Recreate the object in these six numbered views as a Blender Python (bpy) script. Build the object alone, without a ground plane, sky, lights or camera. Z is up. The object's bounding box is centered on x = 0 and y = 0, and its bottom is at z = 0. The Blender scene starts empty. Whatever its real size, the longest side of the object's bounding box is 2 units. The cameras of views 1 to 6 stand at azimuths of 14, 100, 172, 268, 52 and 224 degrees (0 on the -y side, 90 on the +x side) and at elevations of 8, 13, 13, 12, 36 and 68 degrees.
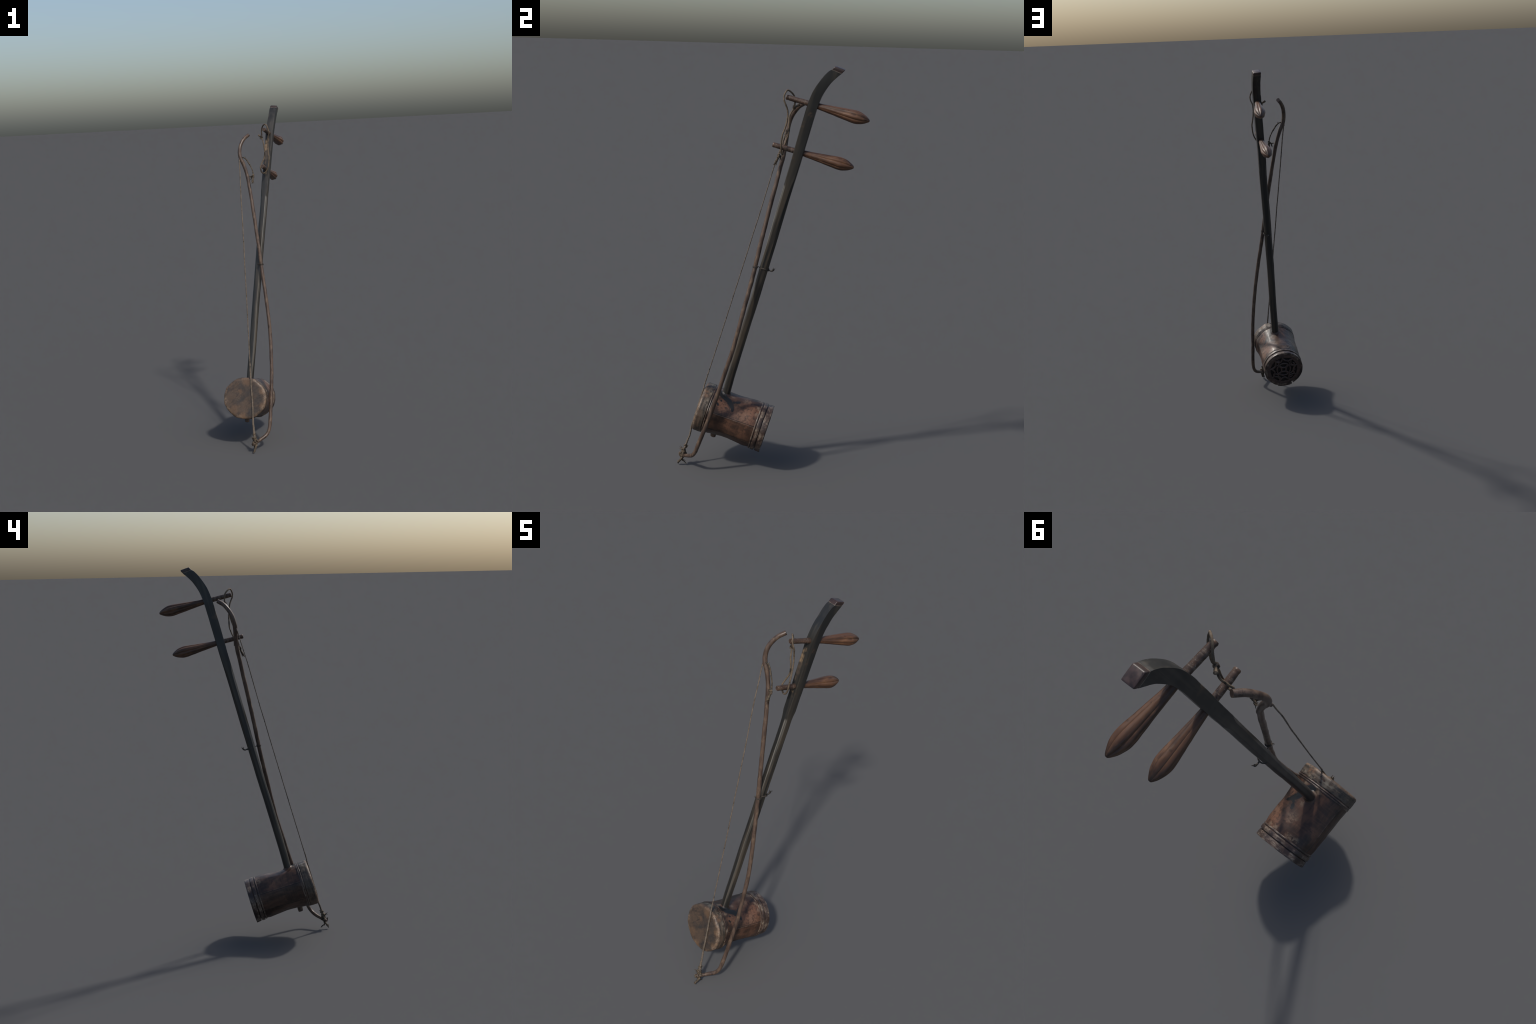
"""An old two-stringed spike fiddle (octagonal wooden sound box with a skin front, long
dark neck, two fluted pegs) with its horsehair bow tied against the neck."""
import bpy, math, random
from mathutils import Vector, Matrix, noise

TAU = 2 * math.pi
rng = random.Random(11)

# ------------------------------------------------------------------ local frame of the fiddle
FRONT = Vector((-0.0095, -0.345, 0.301))            # centre of the skin
AX = Vector((-0.0425, 0.9610, -0.2734)).normalized()  # front -> rear of the sound box
UP = Vector((0.0625, 0.2757, 0.9592))
UP = (UP - AX * UP.dot(AX)).normalized()            # along the neck
RT = AX.cross(UP)                                   # to the fiddle's side (+x)
LEN = 0.3552


def box_point(s, ang, r):
    return FRONT + AX * s + RT * (r * math.cos(ang)) + UP * (r * math.sin(ang))


# ------------------------------------------------------------------ small math helpers
def lerp_table(tab, x):
    if x <= tab[0][0]:
        return tab[0][1]
    for (a, va), (b, vb) in zip(tab, tab[1:]):
        if x <= b:
            t = (x - a) / (b - a)
            return va + (vb - va) * t
    return tab[-1][1]


def smooth_table(tab, x):
    """monotone-ish smooth interpolation (Catmull-Rom on a table)"""
    n = len(tab)
    if x <= tab[0][0]:
        return tab[0][1]
    if x >= tab[-1][0]:
        return tab[-1][1]
    for i in range(n - 1):
        if x <= tab[i + 1][0]:
            break
    x0, y0 = tab[i]
    x1, y1 = tab[i + 1]
    m0 = (y1 - tab[i - 1][1]) / (x1 - tab[i - 1][0]) if i > 0 else (y1 - y0) / (x1 - x0)
    m1 = (tab[i + 2][1] - y0) / (tab[i + 2][0] - x0) if i + 2 < n else (y1 - y0) / (x1 - x0)
    h = x1 - x0
    t = (x - x0) / h
    return ((2*t**3 - 3*t*t + 1) * y0 + (t**3 - 2*t*t + t) * h * m0
            + (-2*t**3 + 3*t*t) * y1 + (t**3 - t*t) * h * m1)


def spline(pts, step=0.006, closed=False):
    """centripetal-like Catmull-Rom through points, resampled at about `step`"""
    P = [Vector(p) for p in pts]
    n = len(P)
    out = []
    segs = n if closed else n - 1
    for i in range(segs):
        p1, p2 = P[i % n], P[(i + 1) % n]
        p0 = P[(i - 1) % n] if (closed or i > 0) else p1 * 2 - p2
        p3 = P[(i + 2) % n] if (closed or i + 2 < n) else p2 * 2 - p1
        k = max(2, int((p2 - p1).length / step))
        d1, d0, d2 = (p2 - p1).length, (p1 - p0).length, (p3 - p2).length
        m1 = (p2 - p0) * (d1 / max(1e-9, d0 + d1))
        m2 = (p3 - p1) * (d1 / max(1e-9, d1 + d2))
        for j in range(k):
            t = j / k
            out.append((2*t**3 - 3*t*t + 1) * p1 + (t**3 - 2*t*t + t) * m1
                       + (-2*t**3 + 3*t*t) * p2 + (t**3 - t*t) * m2)
    if not closed:
        out.append(P[-1])
    return out


def make_mesh(name, verts, faces, mat, parent=None, smooth=40):
    me = bpy.data.meshes.new(name)
    me.from_pydata([tuple(v) for v in verts], [], faces)
    me.validate()
    me.update()
    for p in me.polygons:
        p.use_smooth = True
    if smooth:
        me.set_sharp_from_angle(angle=math.radians(smooth))
    if mat:
        me.materials.append(mat)
    ob = bpy.data.objects.new(name, me)
    bpy.context.scene.collection.objects.link(ob)
    if parent:
        ob.parent = parent
    return ob


def bridge(rings, n, closed_len=False, cap0=True, cap1=True, first=0):
    """quad faces over consecutive rings of n vertices"""
    f = []
    m = len(rings)
    for i in range(m if closed_len else m - 1):
        a, b = i * n + first, ((i + 1) % m) * n + first
        for j in range(n):
            k = (j + 1) % n
            f.append((a + j, a + k, b + k, b + j))
    if not closed_len:
        if cap0:
            f.append(tuple(first + j for j in reversed(range(n))))
        if cap1:
            f.append(tuple(first + (m - 1) * n + j for j in range(n)))
    return f


def tube_geo(pts, rad, sides=12, closed=False, step=0.006, lump=0.0, lump_scale=60, flat=None,
             twist=0.0, lobes=0, lobe_amp=0.0, round_ends=0.0, seed=0.0):
    """swept round tube; rad = number or function of 0..1; flat=(dir, factor) squashes along dir.
    lobes/twist give a twisted-strand look."""
    C = spline(pts, step, closed)
    n = len(C)
    T = []
    for i in range(n):
        a = C[(i - 1) % n] if (closed or i > 0) else C[i]
        b = C[(i + 1) % n] if (closed or i < n - 1) else C[i]
        T.append((b - a).normalized())
    ref = Vector((0, 0, 1)) if abs(T[0].z) < 0.9 else Vector((1, 0, 0))
    N = (ref - T[0] * ref.dot(T[0])).normalized()
    verts, rings = [], []
    arc = 0.0
    total = sum((C[i + 1] - C[i]).length for i in range(n - 1))
    for i in range(n):
        N = (N - T[i] * N.dot(T[i])).normalized()
        B = T[i].cross(N)
        if i:
            arc += (C[i] - C[i - 1]).length
        u = arc / total
        r = rad(u) if callable(rad) else rad
        if round_ends and not closed:
            e = min(arc, total - arc)
            if e < round_ends:
                r *= math.sqrt(max(0.05, 1 - (1 - e / round_ends) ** 2))
        for j in range(sides):
            a = TAU * j / sides
            rr = r
            if lobes:
                rr *= 1 + lobe_amp * math.cos(lobes * (a + arc * twist))
            d = N * math.cos(a) + B * math.sin(a)
            v = C[i] + d * rr
            if lump:
                v += d * (lump * noise.noise(Vector((v.x + seed, v.y, v.z)) * lump_scale))
            if flat:
                off = v - C[i]
                v = v - flat[0] * (off.dot(flat[0]) * (1 - flat[1]))
            verts.append(v)
        rings.append(i)
    return verts, bridge(rings, sides, closed)


def tube(name, pts, rad, mat, parent, **kw):
    v, f = tube_geo(pts, rad, **kw)
    return make_mesh(name, v, f, mat, parent, smooth=50)


def join_geo(parts):
    V, F = [], []
    for v, f in parts:
        o = len(V)
        V += v
        F += [tuple(i + o for i in q) for q in f]
    return V, F


# ------------------------------------------------------------------ material builder
class Mat:
    def __init__(self, name, rough=0.5, spec=0.5):
        self.m = bpy.data.materials.new(name)
        self.m.use_nodes = True
        self.t = self.m.node_tree
        self.b = self.t.nodes['Principled BSDF']
        self.b.inputs['Roughness'].default_value = rough
        self.b.inputs['Specular IOR Level'].default_value = spec
        self.co = self.t.nodes.new('ShaderNodeTexCoord').outputs['Object']

    def link(self, v, sock):
        if hasattr(v, 'node'):
            self.t.links.new(v, sock)
        elif isinstance(v, (tuple, list, Vector)):
            v = tuple(v)
            sock.default_value = v + (1,) if (len(v) == 3 and sock.type == 'RGBA') else v
        else:
            sock.default_value = v

    def math(self, op, a, b=0.0, clamp=False):
        n = self.t.nodes.new('ShaderNodeMath')
        n.operation = op
        n.use_clamp = clamp
        self.link(a, n.inputs[0])
        self.link(b, n.inputs[1])
        return n.outputs[0]

    def vmath(self, op, a, b=None):
        n = self.t.nodes.new('ShaderNodeVectorMath')
        n.operation = op
        self.link(a, n.inputs[0])
        if b is not None:
            self.link(b, n.inputs[1])
        return n.outputs['Value'] if op in ('DOT_PRODUCT', 'LENGTH', 'DISTANCE') else n.outputs['Vector']

    def combine(self, x, y, z):
        n = self.t.nodes.new('ShaderNodeCombineXYZ')
        for s, v in zip(n.inputs, (x, y, z)):
            self.link(v, s)
        return n.outputs[0]

    def frame(self, origin, ex, ey, ez, sx=1, sy=1, sz=1):
        """object coordinates expressed in another frame (and stretched)"""
        d = self.vmath('SUBTRACT', self.co, tuple(origin))
        return self.combine(*[self.vmath('DOT_PRODUCT', d, tuple(Vector(e) * s))
                              for e, s in ((ex, sx), (ey, sy), (ez, sz))])

    def noise(self, vec, scale, detail=4, rough=0.55, dist=0.0):
        n = self.t.nodes.new('ShaderNodeTexNoise')
        self.link(vec, n.inputs['Vector'])
        n.inputs['Scale'].default_value = scale
        n.inputs['Detail'].default_value = detail
        n.inputs['Roughness'].default_value = rough
        n.inputs['Distortion'].default_value = dist
        return n.outputs['Fac']

    def voronoi(self, vec, scale, feature='F1'):
        n = self.t.nodes.new('ShaderNodeTexVoronoi')
        n.feature = feature
        self.link(vec, n.inputs['Vector'])
        n.inputs['Scale'].default_value = scale
        return n.outputs['Distance']

    def step(self, v, a, b):
        """smooth 0..1 ramp of v from a to b (a may exceed b)"""
        n = self.t.nodes.new('ShaderNodeMapRange')
        n.interpolation_type = 'SMOOTHSTEP'
        self.link(v, n.inputs['Value'])
        lo, hi, t0, t1 = (a, b, 0, 1) if a < b else (b, a, 1, 0)
        n.inputs['From Min'].default_value = lo
        n.inputs['From Max'].default_value = hi
        n.inputs['To Min'].default_value = t0
        n.inputs['To Max'].default_value = t1
        return n.outputs['Result']

    def mix(self, fac, a, b):
        n = self.t.nodes.new('ShaderNodeMix')
        n.data_type = 'RGBA'
        self.link(fac, n.inputs[0])
        self.link(a, n.inputs[6])
        self.link(b, n.inputs[7])
        return n.outputs[2]

    def blob(self, centre, radius, wob, amount=0.5, soft=0.35):
        """soft-edged patch around a point, its edge broken up by a noise value"""
        d = self.vmath('DISTANCE', self.co, tuple(centre))
        d = self.math('ADD', self.math('DIVIDE', d, radius),
                      self.math('MULTIPLY', self.math('SUBTRACT', wob, 0.5), amount * 4))
        return self.step(d, 1 + soft, 1 - soft)

    def mul(self, a, b):
        return self.math('MULTIPLY', a, b)

    def mx(self, a, b):
        return self.math('MAXIMUM', a, b)

    def done(self, col, height=None, strength=0.3, dist=0.002, rough=None):
        self.link(col, self.b.inputs['Base Color'])
        if rough is not None:
            self.link(rough, self.b.inputs['Roughness'])
        if height is not None:
            n = self.t.nodes.new('ShaderNodeBump')
            n.inputs['Strength'].default_value = strength
            n.inputs['Distance'].default_value = dist
            self.link(height, n.inputs['Height'])
            self.t.links.new(n.outputs[0], self.b.inputs['Normal'])
        return self.m


def mat_neck():
    m = Mat('blackened_neck_wood', 0.42, 0.5)
    o = Vector((0.066, 0.0935, 1.487))
    grain = m.frame(o, RT, AX, UP, 1, 1, 0.05)
    loc = m.frame(o, RT, AX, UP)
    g1 = m.noise(grain, 60, 4, 0.55)
    g2 = m.noise(grain, 170, 3, 0.6)
    p = m.noise(m.co, 13, 4, 0.6)
    n3 = m.noise(m.co, 48, 4, 0.6)
    col = m.mix(m.step(g1, 0.40, 0.70), (0.0125, 0.0130, 0.0125), (0.034, 0.030, 0.024))
    # brown wear on the round lower neck
    sx = m.t.nodes.new('ShaderNodeSeparateXYZ')
    m.t.links.new(loc, sx.inputs[0])
    low = m.step(sx.outputs[2], 0.08, -0.15)
    side = m.step(sx.outputs[0], -0.004, 0.012)          # rubbed more on the bow side
    col = m.mix(m.mul(m.mul(low, m.math('ADD', m.mul(side, 0.6), 0.15)), m.step(g1, 0.38, 0.62)), col, (0.058, 0.045, 0.031))
    # highlight painted as a long pale streak down the neck's front chamfer
    wdir = Vector((0.0655, 0.2755, 1.0)).normalized()
    ex = (RT - wdir * RT.dot(wdir)).normalized()
    ey = wdir.cross(ex)
    nl = m.frame(Vector((0.0630, 0.0790, 1.436)), ex, ey, wdir)
    flat = m.vmath('NORMALIZE', m.vmath('MULTIPLY', nl, (1, 1, 0)))
    az = math.radians(36)
    c_az = m.vmath('DOT_PRODUCT', flat, (math.sin(az), -math.cos(az), 0))
    sz = m.t.nodes.new('ShaderNodeSeparateXYZ')
    m.t.links.new(nl, sz.inputs[0])
    long = m.noise(m.frame(o, RT, AX, UP, 1, 1, 0.012), 190, 3, 0.6)
    below = m.step(sz.outputs[2], 0.022, 0.004)
    fade = m.math('ADD', m.mul(m.step(sz.outputs[2], -0.75, -0.20), 0.6), 0.4)
    wide = m.mul(m.step(c_az, 0.945, 0.965), m.step(long, 0.40, 0.60))
    line = m.mul(m.step(m.vmath('DOT_PRODUCT', flat, (math.sin(math.radians(27)), -math.cos(math.radians(27)), 0)), 0.9925, 0.998), m.step(long, 0.30, 0.50))
    rub = m.mul(m.mul(m.mx(m.mul(wide, 0.75), line), below), fade)  # rub: strength of the glint drawn into the base colour
    col = m.mix(m.mul(rub, 0.85), col, (0.150, 0.142, 0.125))
    # bare wood between and under the pegs, only on the player's face
    facing = m.step(sx.outputs[1], -0.0195, -0.0212)
    for c, r, k, t in (((0.0735, 0.1395, 1.757), 0.012, 1.0, 1), ((0.0740, 0.1345, 1.738), 0.011, 1.0, 1), ((0.0760, 0.1470, 1.780), 0.008, .6, 1),
                       ((0.0740, 0.1250, 1.708), 0.013, .7, 0), ((0.0760, 0.1180, 1.682), 0.013, .7, 0), ((0.0750, 0.1100, 1.655), 0.012, .7, 0),
                       ((0.0880, 0.1520, 1.790), 0.008, .5, 1), ((0.0750, 0.0930, 1.592), 0.008, .7, 1), ((0.0790, 0.0860, 1.570), 0.008, .6, 0),
                       ((0.0830, 0.1300, 1.722), 0.010, .6, 0)):
        b = m.mul(m.blob(c, r, m.noise(grain, 150, 4, 0.6), 0.55, 0.6), k)
        col = m.mix(m.mul(m.mul(b, facing), m.step(g2, 0.34, 0.56)), col, (0.225, 0.155, 0.092) if t else (0.092, 0.068, 0.048))
    # rusty rubbed spots on the sides
    for c, r in (((0.1125, 0.175, 1.782), 0.009), ((0.1075, 0.150, 1.745), 0.008), ((0.1050, 0.146, 1.728), 0.008),
                 ((0.0965, 0.105, 1.583), 0.008), ((0.0650, 0.148, 1.745), 0.012)):
        col = m.mix(m.mul(m.mul(m.blob(c, r, g1, 0.8, 0.7), m.step(n3, 0.4, 0.6)), 0.8), col, (0.085, 0.052, 0.032))
    # fine pale scratches
    scr = m.step(m.noise(m.frame(o, RT, AX, UP, 1, 1, 0.02), 240, 2, 0.5), 0.68, 0.78)
    col = m.mix(m.mul(scr, 0.35), col, (0.10, 0.095, 0.085))
    h = m.math('ADD', m.mul(g1, 0.6), m.mul(p, 0.5))
    return m.done(col, h, 0.05, 0.0008, m.math('ADD', m.mul(p, 0.25), 0.26))


def mat_cap():
    m = Mat('red_brown_cap_wood', 0.4)
    g = m.noise(m.co, 60, 4)
    col = m.mix(m.step(g, 0.35, 0.7), (0.024, 0.015, 0.0135), (0.056, 0.033, 0.028))
    return m.done(col, g, 0.2, 0.001)


def mat_wood(name, dark, mid, light, scale_long=0.05, freq=45, rough=0.42, spots=True, wear=0.5, axis='Z', shaft=None):
    """lacquered wood with grain along one object axis"""
    m = Mat(name, rough, 0.38)
    s = [1, 1, 1]
    s['XYZ'.index(axis)] = scale_long
    ex = [Vector((1, 0, 0)), Vector((0, 1, 0)), Vector((0, 0, 1))]
    gv = m.frame((0, 0, 0), *ex, *s)
    g = m.noise(gv, freq, 5, 0.6, 0.3)
    g2 = m.noise(gv, freq * 3.2, 3, 0.6)
    p = m.noise(m.co, 22, 4, 0.6)
    col = m.mix(m.step(g, 0.36, 0.62), dark, mid)
    col = m.mix(m.mul(m.step(p, 0.45, 0.7), m.step(g2, 0.4, 0.6)), col, light)
    if spots:
        col = m.mix(m.mul(m.step(m.noise(m.co, 70, 3, 0.6), 0.62, 0.74), wear), col, tuple(c * 0.35 for c in dark))
    if shaft:      # grimy, rubbed string end of a peg
        sz = m.t.nodes.new('ShaderNodeSeparateXYZ')
        m.t.links.new(m.co, sz.inputs[0])
        on = m.step(sz.outputs[2], shaft, shaft + 0.02)
        ring = m.noise(m.frame((0, 0, 0), *ex, 0.5, 0.5, 1.6), 75, 3, 0.6)
        col = m.mix(m.mul(on, 0.55), col, (0.040, 0.029, 0.024))
        col = m.mix(m.mul(m.mul(on, m.step(ring, 0.50, 0.66)), 0.7), col, (0.130, 0.098, 0.072))
        col = m.mix(m.mul(m.mul(on, m.step(m.noise(m.co, 190, 3, 0.6), 0.62, 0.70)), 0.6), col, (0.28, 0.245, 0.20))
    return m.done(col, m.math('ADD', g, m.mul(g2, 0.5)), 0.22, 0.0012)


def mat_body():
    m = Mat('old_red_brown_soundbox_wood', 0.36, 0.36)
    loc = m.frame(FRONT, RT, AX, UP)
    grain = m.frame(FRONT, RT, AX, UP, 1, 0.22, 1)
    n1 = m.noise(loc, 15, 5, 0.6, 0.4)
    n2 = m.noise(grain, 46, 5, 0.62)
    n3 = m.noise(loc, 85, 5, 0.65)
    n4 = m.noise(loc, 34, 5, 0.62, 0.5)
    hoop = m.noise(m.frame(FRONT, RT, AX, UP, 0.25, 2.6, 0.25), 60, 3, 0.6)
    col = m.mix(m.step(n2, 0.34, 0.66), (0.026, 0.0150, 0.0105), (0.070, 0.0355, 0.0225))
    col = m.mix(m.step(n1, 0.36, 0.52), (0.025, 0.0150, 0.0110), col)
    col = m.mix(m.mul(m.step(hoop, 0.50, 0.68), 0.35), col, (0.078, 0.041, 0.026))
    # orange worn places
    for s, a, r, k in ((0.105, 48, 0.026, .7), (0.125, 42, 0.028, .7), (0.262, 56, 0.034, 1), (0.255, 38, 0.034, 1), (0.20, 42, 0.030, .7),
                       (0.285, 62, 0.020, 1), (0.225, 76, 0.026, .6), (0.16, 5, 0.026, .6), (0.24, -4, 0.03, .5), (0.22, 140, 0.024, .4)):
        c = surf_point(s, a)
        col = m.mix(m.mul(m.mul(m.blob(c, r, n4, 0.6, 0.6), m.step(n3, 0.34, 0.58)), k * 0.9), col, (0.135, 0.066, 0.040))
    # pale dusty rub marks near the neck and the rear binding
    for s, a, r, k in ((0.283, 112, 0.013, .8), (0.285, 102, 0.011, .8), (0.280, 122, 0.010, .7), (0.217, 86, 0.020, .45), (0.073, 66, 0.010, .8),
                       (0.078, 80, 0.010, .7), (0.076, 98, 0.012, .6), (0.288, 70, 0.010, .8), (0.288, 52, 0.009, .7), (0.145, 84, 0.012, .5),
                       (0.235, 36, 0.022, .18)):
        c = surf_point(s, a)
        col = m.mix(m.mul(m.mul(m.blob(c, r, n4, 0.6, 0.6), m.step(n3, 0.38, 0.58)), k), col, (0.165, 0.125, 0.088))
    # dirt-filled seams between the staves
    for deg in (22.5, -22.5, -67.5, -112.5, -157.5, 157.5):
        a = math.radians(deg)
        across = m.vmath('DOT_PRODUCT', loc, (-math.sin(a), 0, math.cos(a)))
        onside = m.step(m.vmath('DOT_PRODUCT', loc, (math.cos(a), 0, math.sin(a))), 0.05, 0.06)
        wav = m.math('ADD', across, m.mul(m.math('SUBTRACT', n4, 0.5), 0.004))
        line = m.step(m.math('ABSOLUTE', wav), 0.0016, 0.0007)
        edge = m.step(m.math('ABSOLUTE', m.math('ADD', wav, 0.0034)), 0.0022, 0.0006)
        col = m.mix(m.mul(m.mul(edge, onside), m.mul(m.step(n3, 0.35, 0.6), 0.45)), col, (0.110, 0.088, 0.070))
        col = m.mix(m.mul(m.mul(line, onside), 0.9), col, (0.007, 0.006, 0.006))
    # black tar spill running down beside the neck
    blk = None
    path = [(0.080, 82, 0.0146), (0.092, 76, 0.0171), (0.105, 73, 0.0171), (0.118, 70, 0.0165), (0.131, 67, 0.0152), (0.143, 63, 0.0140), (0.152, 58, 0.0128),
            (0.160, 53, 0.0104), (0.166, 48, 0.0083), (0.169, 44, 0.0061), (0.162, 66, 0.0073), (0.176, 70, 0.0092), (0.186, 72, 0.0073),
            (0.087, 48, 0.0055), (0.092, 45, 0.0049), (0.100, 58, 0.0049), (0.072, 88, 0.0100)]
    for s, a, r in path:
        b = m.blob(surf_point(s, a), r, n3, 0.22, 0.10)
        blk = b if blk is None else m.mx(blk, b)
    smoke = None                                  # sooty stains with soft edges
    for s, a, r in ((0.255, 138, 0.022), (0.27, 128, 0.016), (0.20, 78, 0.018), (0.225, 70, 0.016), (0.275, 84, 0.012), (0.09, 18, 0.02)):
        b = m.blob(surf_point(s, a), r, n4, 0.6, 0.6)
        smoke = b if smoke is None else m.mx(smoke, b)
    col = m.mix(m.mul(smoke, 0.45), col, (0.015, 0.012, 0.011))
    col = m.mix(blk, col, (0.0085, 0.009, 0.0095))
    h = m.math('ADD', m.mul(n2, 0.6), m.math('ADD', m.mul(n3, 0.35), m.mul(blk, 0.5)))
    rough = m.math('ADD', m.mul(n4, 0.30), 0.27)
    return m.done(col, h, 0.22, 0.0014, rough)


def mat_band():
    m = Mat('worn_binding_wood', 0.38, 0.42)
    loc = m.frame(FRONT, RT, AX, UP)
    n1 = m.noise(loc, 22, 5, 0.65)
    n2 = m.noise(m.frame(FRONT, RT, AX, UP, 0.6, 3, 0.6), 75, 4, 0.6)
    n3 = m.noise(loc, 120, 3, 0.6)
    col = m.mix(m.step(n1, 0.36, 0.6), (0.026, 0.017, 0.014), (0.070, 0.042, 0.031))
    col = m.mix(m.mul(m.mul(m.step(n2, 0.42, 0.62), m.step(n1, 0.42, 0.58)), .85), col, (0.195, 0.160, 0.122))
    col = m.mix(m.mul(m.step(n3, 0.58, 0.7), .5), col, (0.012, 0.011, 0.010))
    return m.done(col, m.math('ADD', n1, n2), 0.30, 0.0016)


def mat_skin():
    m = Mat('dried_brown_skin', 0.5, 0.4)
    loc = m.frame(FRONT, RT, AX, UP)
    sep = m.t.nodes.new('ShaderNodeSeparateXYZ')
    m.t.links.new(loc, sep.inputs[0])
    q = math.sqrt(0.5)
    diag = m.frame(FRONT, RT * q + UP * q, AX, UP * q - RT * q, 0.35, 1, 1)   # smears run up to the right
    n1 = m.noise(diag, 30, 6, 0.65, 0.3)
    n1b = m.noise(diag, 95, 4, 0.6)
    n2 = m.noise(loc, 200, 4, 0.7)
    n3 = m.noise(loc, 46, 5, 0.65)
    n4 = m.noise(loc, 11, 3, 0.5)
    col = m.mix(m.step(n1, 0.36, 0.60), (0.030, 0.0235, 0.0205), (0.064, 0.0445, 0.0325))
    col = m.mix(m.mul(m.step(n1b, 0.46, 0.60), 0.5), col, (0.088, 0.058, 0.039))
    col = m.mix(m.mul(m.step(n2, 0.52, 0.70), 0.55), col, (0.118, 0.078, 0.049))
    # dark bruises
    for a, r, k in (((-0.018, 0.060), 0.026, .65), ((0.012, 0.026), 0.020, .6), ((-0.012, -0.006), 0.016, .7), ((0.070, 0.035), 0.024, .5),
                    ((0.078, -0.01), 0.022, .55), ((-0.108, 0.048), 0.008, .9), ((-0.118, 0.025), 0.007, .8), ((0.055, 0.065), 0.020, .5),
                    ((0.055, -0.065), .024, .55), ((0.03, -0.095), .016, .6), ((-0.05, -0.03), 0.022, .45)):
        c = FRONT + RT * a[0] + UP * a[1]
        col = m.mix(m.mul(m.blob(c, r, n1, 0.6, 0.6), k), col, (0.030, 0.027, 0.026))
    # rusty tan stains
    for a, r, k in (((0.0, 0.096), 0.022, .5), ((-0.03, 0.038), 0.012, .5), ((0.10, 0.045), 0.016, .6), ((0.104, -0.03), 0.014, .5),
                    ((-0.06, -0.07), 0.03, .35), ((0.0, -0.108), 0.02, .7)):
        c = FRONT + RT * a[0] + UP * a[1]
        col = m.mix(m.mul(m.blob(c, r, n3, 0.6, 0.6), k), col, (0.135, 0.078, 0.043))
    # rim: rubbed orange and pale in places
    rad = m.vmath('LENGTH', m.vmath('MULTIPLY', loc, (0.97, 0, 1.02)))
    rim = m.mul(m.step(rad, 0.104, 0.1195), m.step(n3, 0.45, 0.62))
    col = m.mix(m.mul(rim, 0.75), col, (0.175, 0.115, 0.074))
    for a, r in (((0.112, 0.05), 0.016), ((0.122, 0.015), 0.012), ((0.118, -0.045), 0.016), ((0.085, 0.088), 0.014), ((0.05, 0.112), 0.012),
                 ((-0.02, -0.118), 0.016), ((-0.118, -0.02), 0.016), ((-0.10, -0.07), 0.014)):
        c = FRONT + RT * a[0] + UP * a[1]
        col = m.mix(m.mul(m.mul(m.blob(c, r, n3, 0.6, 0.5), m.step(n2, 0.42, 0.62)), 0.6), col, (0.26, 0.195, 0.14))
    # side wall of the skin: layered, mottled, dusty
    side = m.step(sep.outputs[1], 0.008, 0.014)
    lay = m.noise(m.frame(FRONT, RT, AX, UP, 0.35, 3.5, 0.35), 42, 4, 0.6)
    sc = m.mix(m.step(lay, 0.38, 0.6), (0.026, 0.021, 0.017), (0.068, 0.050, 0.036))
    sc = m.mix(m.mul(m.step(n2, 0.54, 0.68), 0.45), sc, (0.150, 0.120, 0.085))
    sc = m.mix(m.mul(m.step(n4, 0.52, 0.6), 0.6), sc, (0.088, 0.056, 0.038))
    col = m.mix(side, col, sc)
    # pale flaking and black scuffs at the top of the side wall
    for s, a, r, c, k in ((0.036, 72, 0.008, (0.21, 0.175, 0.125), .9), (0.046, 64, 0.008, (0.21, 0.175, 0.125), .9), (0.046, 82, 0.008, (0.21, 0.175, 0.125), .8),
                          (0.030, 98, 0.016, (0.14, 0.125, 0.10), .7), (0.03, 112, 0.016, (0.10, 0.09, 0.072), .7), (0.02, 60, 0.012, (0.15, 0.085, 0.05), .8),
                          (0.012, 84, 0.010, (0.012, 0.013, 0.014), .9), (0.025, 88, 0.009, (0.012, 0.013, 0.014), .8), (0.045, 92, 0.010, (0.014, 0.014, 0.014), .8),
                          (0.03, 140, 0.016, (0.02, 0.018, 0.016), .8), (0.03, 205, 0.02, (0.014, 0.013, 0.012), .8), (0.04, 40, 0.012, (0.20, 0.165, 0.125), .6)):
        col = m.mix(m.mul(m.mul(side, m.mul(m.blob(box_point(s, math.radians(a), 0.122), r * 1.35, lay, 0.9, 0.7), m.step(n3, 0.40, 0.58))), k), col, c)
    return m.done(col, m.math('ADD', m.mul(n2, 0.6), m.math('ADD', n3, m.mul(lay, m.mul(side, 1.2)))), 0.30, 0.0018)


def mat_cord(name, a, b, dark, freq=90, long=0.5):
    m = Mat(name, 0.7, 0.25)
    n1 = m.noise(m.co, freq, 3, 0.6)
    n2 = m.noise(m.co, 34, 3, 0.6)
    col = m.mix(m.step(n1, 0.35, 0.65), a, b)
    col = m.mix(m.step(n2, 0.60, 0.68), col, dark)
    return m.done(col, m.noise(m.co, 420, 2), 0.4, 0.001)


def mat_plain(name, c1, c2, rough=0.6, scale=60):
    m = Mat(name, rough)
    n = m.noise(m.co, scale, 4)
    return m.done(m.mix(m.step(n, 0.35, 0.65), c1, c2), n, 0.3, 0.0015)


# ------------------------------------------------------------------ the fiddle
def empty(name, loc, label, category):
    e = bpy.data.objects.new(name, None)
    bpy.context.scene.collection.objects.link(e)
    e.location = loc
    e['label'] = label
    e['category'] = category
    return e


fiddle = empty('spike_fiddle', (0, 0, 0), 'worn two-peg spike fiddle with dark neck and round skin-fronted box', 'musical instrument')
bow = empty('fiddle_bow', (0, 0, 0), 'thin curved brown cane bow with twisted hair string', 'instrument bow')


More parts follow.
